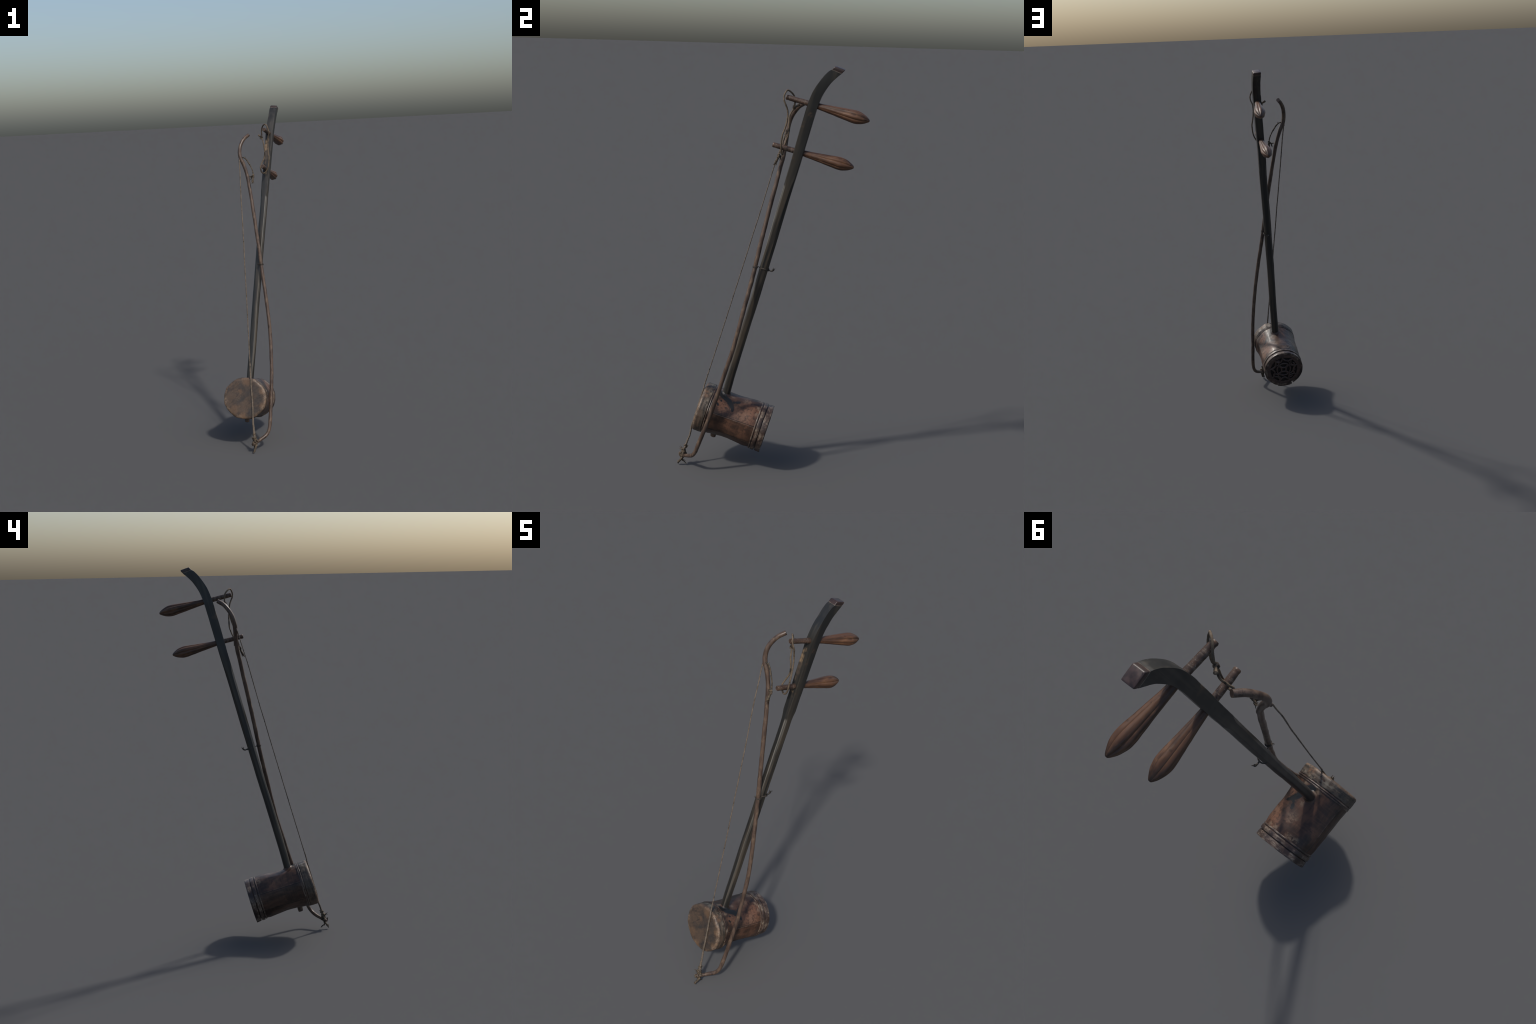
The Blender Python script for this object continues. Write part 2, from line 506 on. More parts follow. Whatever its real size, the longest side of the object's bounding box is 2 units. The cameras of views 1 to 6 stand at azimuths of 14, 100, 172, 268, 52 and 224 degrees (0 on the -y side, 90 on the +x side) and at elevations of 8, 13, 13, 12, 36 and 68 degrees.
def octagon(ang, amount):
    """1 on a circle; blends towards an octagon whose corners are the stave seams"""
    d = ((ang - math.radians(22.5)) % (TAU / 8))
    d = min(d, TAU / 8 - d)                     # angle from nearest seam
    poly = math.cos(TAU / 16) / math.cos(TAU / 16 - d)
    return 1 + amount * (poly - 0.965)


def width_factor(s):
    """sideways squeeze: wide at the skin, narrow at the rear"""
    return lerp_table([(0, 1.055), (0.05, 1.05), (0.10, 1.045), (0.20, 1.045), (0.28, 0.985), (LEN, 0.975)], s)


BODY = [(0.0, 0.1195), (0.04, 0.1195), (0.07, 0.1185), (0.10, 0.1150), (0.14, 0.1110), (0.18, 0.1100), (0.215, 0.1130),
        (0.25, 0.1165), (0.27, 0.1185), (0.29, 0.1175), (0.33, 0.1130), (0.345, 0.1110)]


def body_radius(s, ang):
    top = max(0.0, math.sin(ang)) ** 3
    r = smooth_table(BODY, s) * octagon(ang, (1 - 0.85 * top) * lerp_table([(0.03, .15), (0.12, .75), (0.22, .6), (0.30, .2)], s))
    d = ((ang - math.radians(22.5)) % (TAU / 8))
    d = min(d, TAU / 8 - d)
    visible = 0.2 if 0 < ang % TAU < math.pi and 50 < math.degrees(ang % TAU) < 130 else 1.0
    # the off side is fuller at the waist
    r += 0.006 * max(0.0, -math.cos(ang)) ** 2 * math.exp(-((s - 0.165) / 0.065) ** 2)
    r -= 0.0035 * max(0.0, -math.sin(ang)) ** 2
    r -= 0.0013 * visible * math.exp(-(d / 0.012) ** 2)   # open seam between staves
    return r


def surf_point(s, deg):
    """a point on the outside of the sound box"""
    a = math.radians(deg)
    r = body_radius(s, a)
    return FRONT + AX * s + (RT * (math.cos(a) * width_factor(s)) + UP * math.sin(a)) * r


def ring_surface(profile, n=176, lump=0.0006, oct_amount=0.1, gap=None, extra=None, scale=40, seed=0):
    """lathe a closed (s, r) profile loop round the box axis, with wobble"""
    verts, rings = [], []
    angs = [TAU * j / n for j in range(n)]
    if gap:
        angs = [gap[1] + (TAU - (gap[1] - gap[0])) * j / (n - 1) for j in range(n)]
    for a in angs:
        for s, r in profile:
            r2 = r * octagon(a, oct_amount)
            if extra:
                s, r2 = extra(s, r2, a)
            ex = math.cos(a) * width_factor(s)
            p = FRONT + AX * s + (RT * ex + UP * math.sin(a)) * r2
            k = noise.noise(p * scale + Vector((seed, 0, 0))) * lump + noise.noise(p * scale * 3.1) * lump * 0.5
            p = p + (RT * math.cos(a) + UP * math.sin(a)) * k
            verts.append(p)
        rings.append(a)
    m = len(profile)
    if gap:
        faces = bridge(rings, m)
    else:
        faces = bridge(rings, m, closed_len=True)
    return verts, faces


def build_body():
    n_s, n_a = 130, 512
    verts, rings = [], []
    outer = [0.012 + (0.349 - 0.012) * i / n_s for i in range(n_s + 1)]
    inner = list(reversed(outer[::6]))
    for kind, slist in (('o', outer), ('i', inner)):
        for s in slist:
            for j in range(n_a):
                a = TAU * j / n_a
                r = body_radius(s, a) if kind == 'o' else smooth_table(BODY, s) - 0.013
                ex = math.cos(a) * width_factor(s)
                p = FRONT + AX * s + (RT * ex + UP * math.sin(a)) * r
                if kind == 'o':
                    d = RT * math.cos(a) + UP * math.sin(a)
                    p += d * (0.0013 * noise.noise(p * 16) + 0.0006 * noise.noise(p * 55))
                verts.append(p)
            rings.append(s)
    faces = bridge(rings, n_a, closed_len=True)
    ob = make_mesh('sound_box', verts, faces, M_BODY, fiddle, 35)
    ob.data.materials.append(M_INSIDE)
    first_inner = len(outer)
    for p in ob.data.polygons:
        ring = min(p.vertices) // n_a
        if ring >= first_inner:
            p.material_index = 1
    return ob


def rounded(s0, s1, r_out0, r_out1, r_in, c=0.002):
    """closed profile of a binding ring with softened outer corners"""
    return [(s0, r_in), (s0, r_out0 - c), (s0 + 0.3 * c, r_out0 - 0.3 * c), (s0 + c, r_out0), ((s0 + s1) / 2, (r_out0 + r_out1) / 2 + 0.0004),
            (s1 - c, r_out1), (s1 - 0.3 * c, r_out1 - 0.3 * c), (s1, r_out1 - c), (s1, r_in)]


def build_skin():
    """flat skin stretched over the front and folded back over the rim, with a puckered edge"""
    n = 224
    prof = [(0.0, 0.0), (0.0, 0.02), (-0.0004, 0.05), (-0.0003, 0.08), (0.0, 0.10), (0.0004, 0.110), (0.0018, 0.1165), (0.0048, 0.1203),
            (0.010, 0.1218), (0.018, 0.1222), (0.022, 0.1214), (0.026, 0.1220), (0.035, 0.1222), (0.039, 0.1214), (0.043, 0.1220), (0.047, 0.1214), (0.0485, 0.1200), (0.049, 0.116)]
    # refine
    fine = []
    for (s0, r0), (s1, r1) in zip(prof, prof[1:]):
        k = max(1, int(math.hypot(s1 - s0, r1 - r0) / 0.004))
        for i in range(k):
            fine.append((s0 + (s1 - s0) * i / k, r0 + (r1 - r0) * i / k))
    fine.append(prof[-1])
    verts = [FRONT.copy()]
    for s, r in fine[1:]:
        for j in range(n):
            a = TAU * j / n
            edge = max(0.0, min(1.0, (r - 0.085) / 0.03))
            ex = math.cos(a) * width_factor(max(s, 0))
            rr = r * octagon(a, 0.22 * edge)
            p = FRONT + AX * s + (RT * ex + UP * math.sin(a)) * rr
            out = RT * math.cos(a) + UP * math.sin(a)
            p += out * edge * (0.0018 * noise.noise(Vector((math.cos(a), math.sin(a), 0.3)) * 6)
                               + 0.0009 * noise.noise(p * 75))
            if s > 0.03:
                p += AX * (0.004 * noise.noise(Vector((math.cos(a) * 3, math.sin(a) * 3, 2.0))) * (s - 0.03) / 0.02)
            p += AX * (0.0012 * noise.noise(p * 22) + 0.0005 * noise.noise(p * 90))
            verts.append(p)
    faces = [(0, 1 + (j + 1) % n, 1 + j) for j in range(n)]
    m = len(fine) - 1
    for i in range(m - 1):
        for j in range(n):
            k = (j + 1) % n
            a, b = 1 + i * n, 1 + (i + 1) * n
            faces.append((a + j, a + k, b + k, b + j))
    return make_mesh('skin_membrane', verts, faces, M_SKIN, fiddle, 60)


def build_bands():
    v, f = ring_surface(rounded(0.0505, 0.0575, 0.1222, 0.1224, 0.115, 0.002), lump=0.001, oct_amount=0.25)
    v2, f2 = ring_surface(rounded(0.0590, 0.0665, 0.1215, 0.1208, 0.114, 0.002), lump=0.0008, oct_amount=0.25, seed=4)
    make_mesh('binding_ring', *join_geo([(v, f), (v2, f2)]), M_BAND, fiddle, 40)
    v, f = ring_surface(rounded(0.2950, 0.3025, 0.1192, 0.1196, 0.112, 0.0016), lump=0.0012)
    make_mesh('bead_ring', v, f, M_BAND, fiddle, 40)
    v, f = ring_surface(rounded(0.3062, 0.3250, 0.1206, 0.1209, 0.110, 0.0018), lump=0.0012, seed=3)
    make_mesh('binding_ring', v, f, M_BAND, fiddle, 40)

    def lip(s, r, a):
        deg = math.degrees(a) % 360
        if 247 < deg < 291 and r > 0.114:
            r += 0.0035
        if 291 < deg < 325 and r > 0.114:
            r -= 0.0015
        return s, r
    v, f = ring_surface(rounded(0.3290, 0.3560, 0.1182, 0.1196, 0.104, 0.0014), lump=0.0012, seed=7,
                        gap=(math.radians(243.5), math.radians(247)), extra=lip, n=240)
    make_mesh('rim_band', v, f, M_BAND, fiddle, 40)


def build_grille():
    """pierced rear board: a rim board with a quatrefoil and scroll bars inside"""
    S = 0.3520
    RO = 0.1068

    def pt(x, y, s=S):
        return FRONT + AX * s + RT * (x * RO * 0.955) + UP * (y * RO)
    # rim board: annulus
    n = 160
    prof = [(0.3465, 0.80), (0.3465, 1.0), (0.3545, 1.0), (0.3552, 0.985), (0.3552, 0.82), (0.3545, 0.80)]
    verts = []
    for j in range(n):
        a = TAU * j / n
        for s, q in prof:
            wob = 0.012 * noise.noise(Vector((math.cos(a) * 3, math.sin(a) * 3, 1))) if q < 0.9 else 0
            verts.append(pt((q + wob) * math.cos(a), (q + wob) * math.sin(a), s))
    rim = (verts, bridge(list(range(n)), len(prof), closed_len=True))
    make_mesh('grille_rim', rim[0], rim[1], M_GRILLE, fiddle, 40)
    # closed back board a little way behind the tracery
    disc = [pt(0, 0, 0.3450)]
    for q in (0.3, 0.6, 0.84):
        for j in range(64):
            a = TAU * j / 64
            disc.append(pt(q * math.cos(a), q * math.sin(a), 0.3450 + 0.001 * noise.noise(Vector((q * math.cos(a) * 4, q * math.sin(a) * 4, 0)))))
    df = [(0, 1 + j, 1 + (j + 1) % 64) for j in range(64)]
    for i in range(2):
        for j in range(64):
            k = (j + 1) % 64
            df.append((1 + i * 64 + j, 1 + (i + 1) * 64 + j, 1 + (i + 1) * 64 + k, 1 + i * 64 + k))
    make_mesh('grille_backboard', disc, df, M_INSIDE, fiddle, 60)
    bars = []

    def bar(pts, w=0.0048, closed=False):
        bars.append(tube_geo([pt(*p) for p in pts], w * 1.30, sides=10, closed=closed, step=0.004, lump=0.0006, lump_scale=90))
    def polar(q, deg):
        return (q * math.cos(math.radians(deg)), q * math.sin(math.radians(deg)))
    # four lens rings round a small square opening
    for k in range(4):
        a = TAU * k / 4 + math.radians(3)
        c, s = math.cos(a), math.sin(a)
        ring = []
        for j in range(14):
            t = TAU * j / 14
            rad = 0.265 + 0.135 * math.cos(t)
            tan = 0.265 * math.sin(t)
            ring.append((rad * c - tan * s, rad * s + tan * c))
        bar(ring, 0.0042, True)
    # round-bottomed loops hanging inward from the rim
    cuts = [12, 52, 88, 128, 168, 212, 250, 290, 328]
    for i, a0 in enumerate(cuts):
        a1 = cuts[(i + 1) % len(cuts)] + (360 if i == len(cuts) - 1 else 0)
        depth = [0.58, 0.54, 0.60, 0.55, 0.58][i % 5]
        pts = []
        for t in (0.0, 0.12, 0.3, 0.5, 0.7, 0.88, 1.0):
            q = 0.74 - (0.74 - depth) * math.sin(math.pi * t) ** 0.8
            pts.append(polar(q, a0 + (a1 - a0) * t))
        bar(pts, 0.0042)
        bar([polar(0.73, a0), polar(0.86, a0 + (3 if i % 2 else -3))], 0.0042)
    # wavy arms from the quatrefoil to the loops, each with a hooked curl
    for k, off in enumerate((2, 8, -4, 5)):
        a = 45 + 90 * k + off
        bar([polar(q, b) for q, b in ((0.34, a - 2), (0.46, a + 4), (0.55, a + 16), (0.64, a + 24))], 0.0042)
        bar([polar(q, b) for q, b in ((0.44, a + 2), (0.53, a - 8), (0.57, a - 20), (0.62, a - 30), (0.70, a - 32))], 0.0040)
        bar([polar(q, b) for q, b in ((0.64, a + 24), (0.70, a + 16), (0.72, a + 8), (0.66, a + 6))], 0.0036)
    ob = make_mesh('grille_tracery', *join_geo(bars), M_GRILLE, fiddle, 50)


def build_neck():
    """(centre, tilt of the section back from square, depth front-back, width, squareness)"""
    st = [((-0.0147, -0.2410, 0.2700), 0, 0.0393, 0.0416, 1.045), ((-0.0067, -0.2070, 0.3940), 0, 0.0393, 0.0416, 1.045),
          ((-0.0011, -0.1880, 0.4700), 0, 0.0397, 0.0419, 1.045), ((0.0039, -0.1690, 0.5400), 0, 0.0401, 0.0421, 1.045),
          ((0.0089, -0.1480, 0.6150), 0, 0.0403, 0.0423, 1.045), ((0.0129, -0.1270, 0.6900), 0, 0.0405, 0.0423, 1.045),
          ((0.0174, -0.1055, 0.7660), 0, 0.0406, 0.0425, 1.045), ((0.0216, -0.0835, 0.8400), 0, 0.0408, 0.0425, 1.045),
          ((0.0270, -0.0625, 0.9150), 0, 0.0410, 0.0426, 1.045), ((0.0319, -0.0425, 0.9890), 0, 0.0411, 0.0421, 1.045),
          ((0.0362, -0.0224, 1.0620), 0, 0.0418, 0.0418, 1.045), ((0.0409, -0.0025, 1.1350), 0, 0.0429, 0.0418, 1.045),
          ((0.0465, 0.0170, 1.2070), 0, 0.0435, 0.0416, 1.045), ((0.0520, 0.0363, 1.2790), 0, 0.0435, 0.0414, 1.045),
          ((0.0581, 0.0555, 1.3500), 0, 0.0435, 0.0412, 1.06), ((0.0622, 0.0720, 1.4100), 0, 0.0437, 0.0413, 1.06),
          ((0.0640, 0.0820, 1.4460), 0, 0.0438, 0.0414, 1.09), ((0.0653, 0.0885, 1.4700), 0, 0.0445, 0.0414, 1.19),
          ((0.0664, 0.0935, 1.4880), 0, 0.0451, 0.0412, 1.3), ((0.0703, 0.1110, 1.5500), 0, 0.0456, 0.0412, 1.3),
          ((0.0765, 0.1300, 1.6200), 0, 0.0462, 0.0412, 1.32), ((0.0817, 0.1485, 1.6900), 0, 0.0470, 0.0414, 1.32),
          ((0.0865, 0.1650, 1.7500), 0, 0.0476, 0.0418, 1.34), ((0.0910, 0.1850, 1.8200), 3, 0.0476, 0.0424, 1.37),
          ((0.0970, 0.2095, 1.8820), 13, 0.0470, 0.0426, 1.37), ((0.1000, 0.2460, 1.9370), 21, 0.0458, 0.0426, 1.37),
          ((0.1008, 0.2735, 1.9650), 16, 0.0474, 0.0424, 1.37), ((0.1012, 0.2885, 1.9765), 6, 0.0494, 0.0424, 1.37)]
    n = 120

    def section(c, tilt, d, w, q):
        D = AX.copy()
        D.rotate(Matrix.Rotation(-math.radians(tilt), 3, RT))
        out = []
        for j in range(n):
            a = TAU * j / n
            ca, sa = math.cos(a), math.sin(a)
            # q >= 2: square bar whose corners are planed off at distance q' of the half size;
            # below 2 it eases into a round bar
            hw, hd = w / 2, d / 2
            box = min(hw / max(1e-6, abs(ca)), hd / max(1e-6, abs(sa)))
            # slightly crowned faces
            box *= 1 - 0.03 * (box / math.hypot(hw, hd)) ** 4
            plane = q * (hw + hd) / 2 / max(1e-6, (abs(ca) + abs(sa)) * math.sqrt(0.5))
            oct_r = min(box, plane)
            rnd = math.hypot(hw * ca, hd * sa)
            k = max(0.0, min(1.0, (c[2] - 0.50) / 0.55))
            rr = rnd + (oct_r - rnd) * k
            out.append(Vector(c) + RT * (ca * rr) + D * (sa * rr))
        return out
    # dense stations by spline interpolation
    C = [Vector(s[0]) for s in st]
    verts, rings = [], []
    pos = 0
    for i in range(len(st) - 1):
        k = max(2, int((C[i + 1] - C[i]).length / 0.006))
        p1, p2 = C[i], C[i + 1]
        p0 = C[i - 1] if i else p1 * 2 - p2
        p3 = C[i + 2] if i + 2 < len(C) else p2 * 2 - p1
        d1, d0, d2 = (p2 - p1).length, (p1 - p0).length, (p3 - p2).length
        m1, m2 = (p2 - p0) * (d1 / (d0 + d1)), (p3 - p1) * (d1 / (d1 + d2))
        for j in range(k + (1 if i == len(st) - 2 else 0)):
            t = j / k
            c = ((2*t**3 - 3*t*t + 1) * p1 + (t**3 - 2*t*t + t) * m1 + (-2*t**3 + 3*t*t) * p2 + (t**3 - t*t) * m2)
            mixv = [st[i][x] + (st[i + 1][x] - st[i][x]) * t for x in range(1, 5)]
            ring = section(c, *mixv)
            for v in ring:
                d = (v - c).normalized()
                g = Vector((v.x * 45, v.y * 45, v.z * 7))
                verts.append(v + d * (0.0006 * noise.noise(g) + 0.0002 * noise.noise(v * 40)))
            rings.append(0)
    make_mesh('neck', verts, bridge(rings, n), M_NECK, fiddle, 38)
    # cap block on the head, with a pale glue line under it
    verts, rings = [], []
    for c, sh in (((0.1012, 0.2885, 1.9760), 1.012), ((0.1012, 0.2905, 1.9785), 1.012)):
        verts += section(c, 4, .0494 * sh, .0424 * sh, 1.36)
        rings.append(0)
    make_mesh('cap_glue_line', verts, bridge(rings, n), M_GLUE, fiddle, 40)
    verts, rings = [], []
    for c, sh in (((0.1012, 0.2900, 1.9782), 1.0), ((0.1014, 0.2955, 1.9830), 1.03), ((0.1016, 0.3000, 1.9880), 1.025),
                  ((0.1016, 0.3020, 1.9912), 0.97), ((0.1016, 0.3024, 1.9925), 0.86)):
        verts += section(c, 2, .0490 * sh, .0420 * sh, 1.33)
        rings.append(0)
    make_mesh('neck_cap', verts, bridge(rings, n), M_CAP, fiddle, 40)
    # little collar where the neck enters the box, and the spike end below
    base = Vector((-0.0135, -0.241, 0.270))
    verts, rings, nc = [], [], 48
    for t in (0.0, 0.15, 0.3, 0.45, 0.6, 0.75, 0.88, 1.0):
        for j in range(nc):
            a = TAU * j / nc
            rad = 0.0195 + (0.0125 + 0.004 * noise.noise(Vector((math.cos(a) * 1.5, math.sin(a) * 1.5, 7)))) * t
            off = RT * (rad * 1.05 * math.cos(a)) + AX * (rad * math.sin(a))
            s = (base + off - FRONT).dot(AX)
            x = (base + off - FRONT).dot(RT)
            h = math.sqrt(max(0, body_radius(s, math.pi / 2) ** 2 - x * x)) - 0.0012 * t
            lift = (0.0075 + 0.0030 * noise.noise(Vector((math.cos(a) * 2, math.sin(a) * 2, 3)))) * (1 - t) ** 1.8
            verts.append(FRONT + AX * s + RT * x + UP * (h + lift))
        rings.append(0)
    make_mesh('neck_collar', verts, bridge(rings, nc, cap0=False, cap1=False), M_BODY, fiddle, 60)
    pin_top = base - UP * 0.10
    tube('spike_end', [pin_top, base - UP * 0.125, base - UP * 0.1425 + RT * 0.001], lambda u: 0.0150 - 0.0014 * u, M_STUB, fiddle,
         sides=18, lump=0.0016, lump_scale=55, round_ends=0.004, step=0.003)


def build_pegs():
    prof = [(0.0, 0.0035), (0.002, 0.0060), (0.006, 0.0090), (0.012, 0.0128), (0.022, 0.0180), (0.034, 0.0228), (0.048, 0.0265), (0.062, 0.0283),
            (0.076, 0.0284), (0.095, 0.0268), (0.12, 0.0243), (0.15, 0.0214), (0.18, 0.0186), (0.21, 0.0160), (0.235, 0.0143),
            (0.26, 0.0132), (0.29, 0.0128), (0.33, 0.0124), (0.365, 0.0120), (0.388, 0.0116), (0.391, 0.0110), (0.392, 0.0095)]
    n, N = 96, 110
    verts, rings = [], []
    for i in range(N + 1):
        z = 0.392 * i / N
        if i < 14:
            z = 0.392 * 14 / N * (i / 14) ** 1.6
        r = smooth_table(prof, z)
        flute = lerp_table([(0.0, 0.04), (0.012, 0.095), (0.06, 0.09), (0.16, 0.072), (0.225, 0.03), (0.245, 0.0)], z)
        for j in range(n):
            a = TAU * j / n
            a2 = a + 0.12 * math.sin(a + 1) + 0.05 * math.sin(3 * a)
            lobe = abs(math.cos(3.5 * a2 + 0.3))       # seven rounded ribs with sharp valleys
            rr = r * (1 + flute * (1.7 * lobe ** 0.75 - 1.12))
            d = Vector((math.cos(a), math.sin(a), 0))
            p = d * rr + Vector((0, 0, z))
            k = 0.0006 * noise.noise(p * 45) + (0.0005 * noise.noise(p * 120) if z > 0.25 else 0)
            if 0.376 < z < 0.384:
                k -= 0.0008
            verts.append(p + d * k)
        rings.append(0)
    peg = make_mesh('tuning_peg', verts, bridge(rings, n), M_PEG, fiddle, 45)
    peg2 = peg.copy()
    bpy.context.scene.collection.objects.link(peg2)
    for ob, tip, end, spin in ((peg, (0.105, 0.4434, 1.7646), (0.085, 0.0625, 1.8557), 0.2),
                               (peg2, (0.0635, 0.3794, 1.5491), (0.080, 0.0058, 1.6385), 0.9)):
        d = Vector(end) - Vector(tip)
        ob.rotation_euler = (d.to_track_quat('Z', 'Y') @ Matrix.Rotation(spin, 4, 'Z').to_quaternion()).to_euler()
        ob.location = tip
        ob.scale = (1, 1, d.length / 0.392)


def frayed(centre, direction, length, count, spread, r=0.0016, seed=0):
    """bundle of short bent fibres"""
    g = []
    rr = random.Random(seed)
    c, d = Vector(centre), Vector(direction).normalized()
    for _ in range(count):
        side = Vector((rr.uniform(-1, 1), rr.uniform(-1, 1), rr.uniform(-1, 1)))
        e = d + side * spread
        mid = c + e * length * 0.5 + side * length * 0.12
        end = c + e * length * rr.uniform(0.7, 1.05)
        rad = r * rr.uniform(0.7, 1.3)
        g.append(tube_geo([c, mid, end], lambda u, q=rad: q * (1 - 0.6 * u), sides=6, step=0.004))
    return g


def knot_geo(centre, size, turns=2.3, r=0.0032, axis=(0, 0, 1), seed=0):
    """overhand-knot-like lump: a few wound coils about an axis"""
    rr = random.Random(seed)
    c = Vector(centre)
    q = Vector(axis).normalized().to_track_quat('Z', 'Y')
    pts = []
    k = int(turns * 9)
    for i in range(k + 1):
        a = TAU * turns * i / k
        z = (i / k - 0.5) * size * 1.3
        rad = size * (0.42 + 0.12 * math.sin(3 * a + seed) + rr.uniform(-.04, .04))
        pts.append(c + q @ Vector((rad * math.cos(a), rad * math.sin(a), z)))
    return tube_geo(pts, r, sides=8, step=0.003, lump=0.0006, lump_scale=120)


def build_string_loop():
    plus = [(0.1016, 0.0633, 1.8796), (0.1101, 0.0570, 1.8617), (0.1151, 0.0580, 1.8432), (0.1126, 0.0654, 1.8240),
            (0.1054, 0.0717, 1.8055), (0.1025, 0.0748, 1.7863), (0.1022, 0.0743, 1.7671), (0.1029, 0.0720, 1.7478),
            (0.1047, 0.0677, 1.7287), (0.1073, 0.0616, 1.7096), (0.1104, 0.0555, 1.6906), (0.1098, 0.0522, 1.6715),
            (0.1080, 0.0495, 1.6524), (0.1042, 0.0494, 1.6334), (0.0972, 0.0491, 1.6154), (0.085, 0.0500, 1.5985)]
    bottom = [(0.0693, 0.0513, 1.5930), (0.058, 0.0520, 1.6080)]
    minus = [(0.0550, 0.0539, 1.6290), (0.0597, 0.0621, 1.6479), (0.0675, 0.0689, 1.6657), (0.0749, 0.0755, 1.6837),
             (0.0792, 0.0774, 1.7031), (0.0796, 0.0780, 1.7234), (0.0783, 0.0783, 1.7435), (0.0762, 0.0772, 1.7636),
             (0.0709, 0.0836, 1.7834), (0.0629, 0.0943, 1.8025), (0.0612, 0.0983, 1.8227), (0.0611, 0.0985, 1.8429),
             (0.0655, 0.0940, 1.8628), (0.0775, 0.0800, 1.8800), (0.0905, 0.0700, 1.8862)]
    tube('string_loop', plus + bottom + minus, 0.0038, M_GUT, fiddle, closed=True, sides=10, step=0.003,
         lobes=2, lobe_amp=0.12, twist=420, lump=0.0006, lump_scale=70)
    g = [knot_geo((0.0590, 0.0960, 1.8070), 0.0120, 2.4, 0.0036, (0.2, 0.2, 1), 3)]
    g.append(tube_geo([(0.0580, 0.0980, 1.8080), (0.0480, 0.1080, 1.8150), (0.0365, 0.1190, 1.8230)], lambda u: 0.0042 + 0.0024 * u, sides=12,
                      lump=0.0008, lump_scale=90, round_ends=0.003, step=0.003))
    make_mesh('string_knot', *join_geo(g), M_GUT, fiddle, 50)


def build_tie():
    """thread wound round neck and bow stick half way up"""
    c = Vector((0.0390, -0.0245, 1.0440))
    ring = []
    for j in range(20):
        a = TAU * j / 20
        ring.append(c + RT * (0.0224 * math.cos(a)) + AX * (0.0228 * math.sin(a)) + UP * (0.003 * math.cos(2 * a)))
    g = [tube_geo(ring, 0.0024, sides=8, closed=True, step=0.003, lump=0.0006, lump_scale=120),
         tube_geo([p + UP * 0.0035 for p in ring], 0.0016, sides=8, closed=True, step=0.003)]
    rear = c + AX * 0.022 + RT * 0.004
    g.append(tube_geo([rear, rear + AX * 0.011 - UP * 0.001, rear + AX * 0.018 + UP * 0.004, rear + AX * 0.021 + UP * 0.013], lambda u: 0.0032 + 0.0018 * u, sides=8, step=0.003,
                      lump=0.0012, lump_scale=150))
    g += frayed(rear + AX * 0.019 + UP * 0.010, UP * 0.9 + AX * 0.3, 0.014, 5, 0.5, 0.0012, 2)
    # to and round the bow stick
    b = Vector((0.0590, -0.0660, 1.0520))
    g.append(tube_geo([c - AX * 0.021 + RT * 0.006, (c - AX * 0.021 + b) / 2 + Vector((0, 0, 0.002)), b + Vector((-.010, 0.004, 0))], 0.0016, sides=6, step=0.003))
    coil = []
    for j in range(30):
        a = TAU * 2.2 * j / 29
        coil.append(b + Vector((0.0118 * math.cos(a), 0.0118 * math.sin(a), -0.004 + 0.009 * j / 29)))
    g.append(tube_geo(coil, 0.0014, sides=6, step=0.003))
    g += frayed(b + Vector((-0.009, -0.004, 0.002)), (-1, -0.25, 0.05), 0.012, 7, 0.35, 0.0011, 5)
    make_mesh('tie_thread', *join_geo(g), M_THREAD, fiddle, 50)


# ------------------------------------------------------------------ the bow
STICK = [(-0.0317, 0.1333, 1.8260), (-0.0490, 0.1030, 1.8080), (-0.0645, 0.0765, 1.7776), (-0.0712, 0.0590, 1.7450), (-0.0699, 0.0500, 1.7110),
         (-0.0638, 0.0470, 1.6860), (-0.0463, 0.0460, 1.6464), (-0.0266, 0.0393, 1.5800), (-0.0131, 0.0250, 1.5124), (-0.0011, 0.0122, 1.4448),
         (0.0098, -0.0027, 1.3773), (0.0211, -0.0165, 1.3099), (0.0312, -0.0298, 1.2423), (0.0422, -0.0433, 1.1752), (0.0518, -0.0560, 1.1080),
         (0.0606, -0.0683, 1.0405), (0.0704, -0.0820, 0.9736), (0.0815, -0.0965, 0.9074), (0.0917, -0.1114, 0.8410), (0.1009, -0.1255, 0.7746),
         (0.1094, -0.1405, 0.7087), (0.1159, -0.1565, 0.6423), (0.1214, -0.1756, 0.5775), (0.1266, -0.2010, 0.4930), (0.1294, -0.2201, 0.4283),
         (0.1303, -0.2408, 0.3640), (0.1300, -0.2618, 0.3000), (0.1299, -0.2843, 0.2364), (0.1297, -0.3076, 0.1734), (0.1283, -0.3214, 0.1360),
         (0.1235, -0.3340, 0.1060), (0.1110, -0.3500, 0.0830), (0.0905, -0.3705, 0.0690), (0.0680, -0.4000, 0.0570), (0.0500, -0.4270, 0.0500),
         (0.0465, -0.4325, 0.0488)]


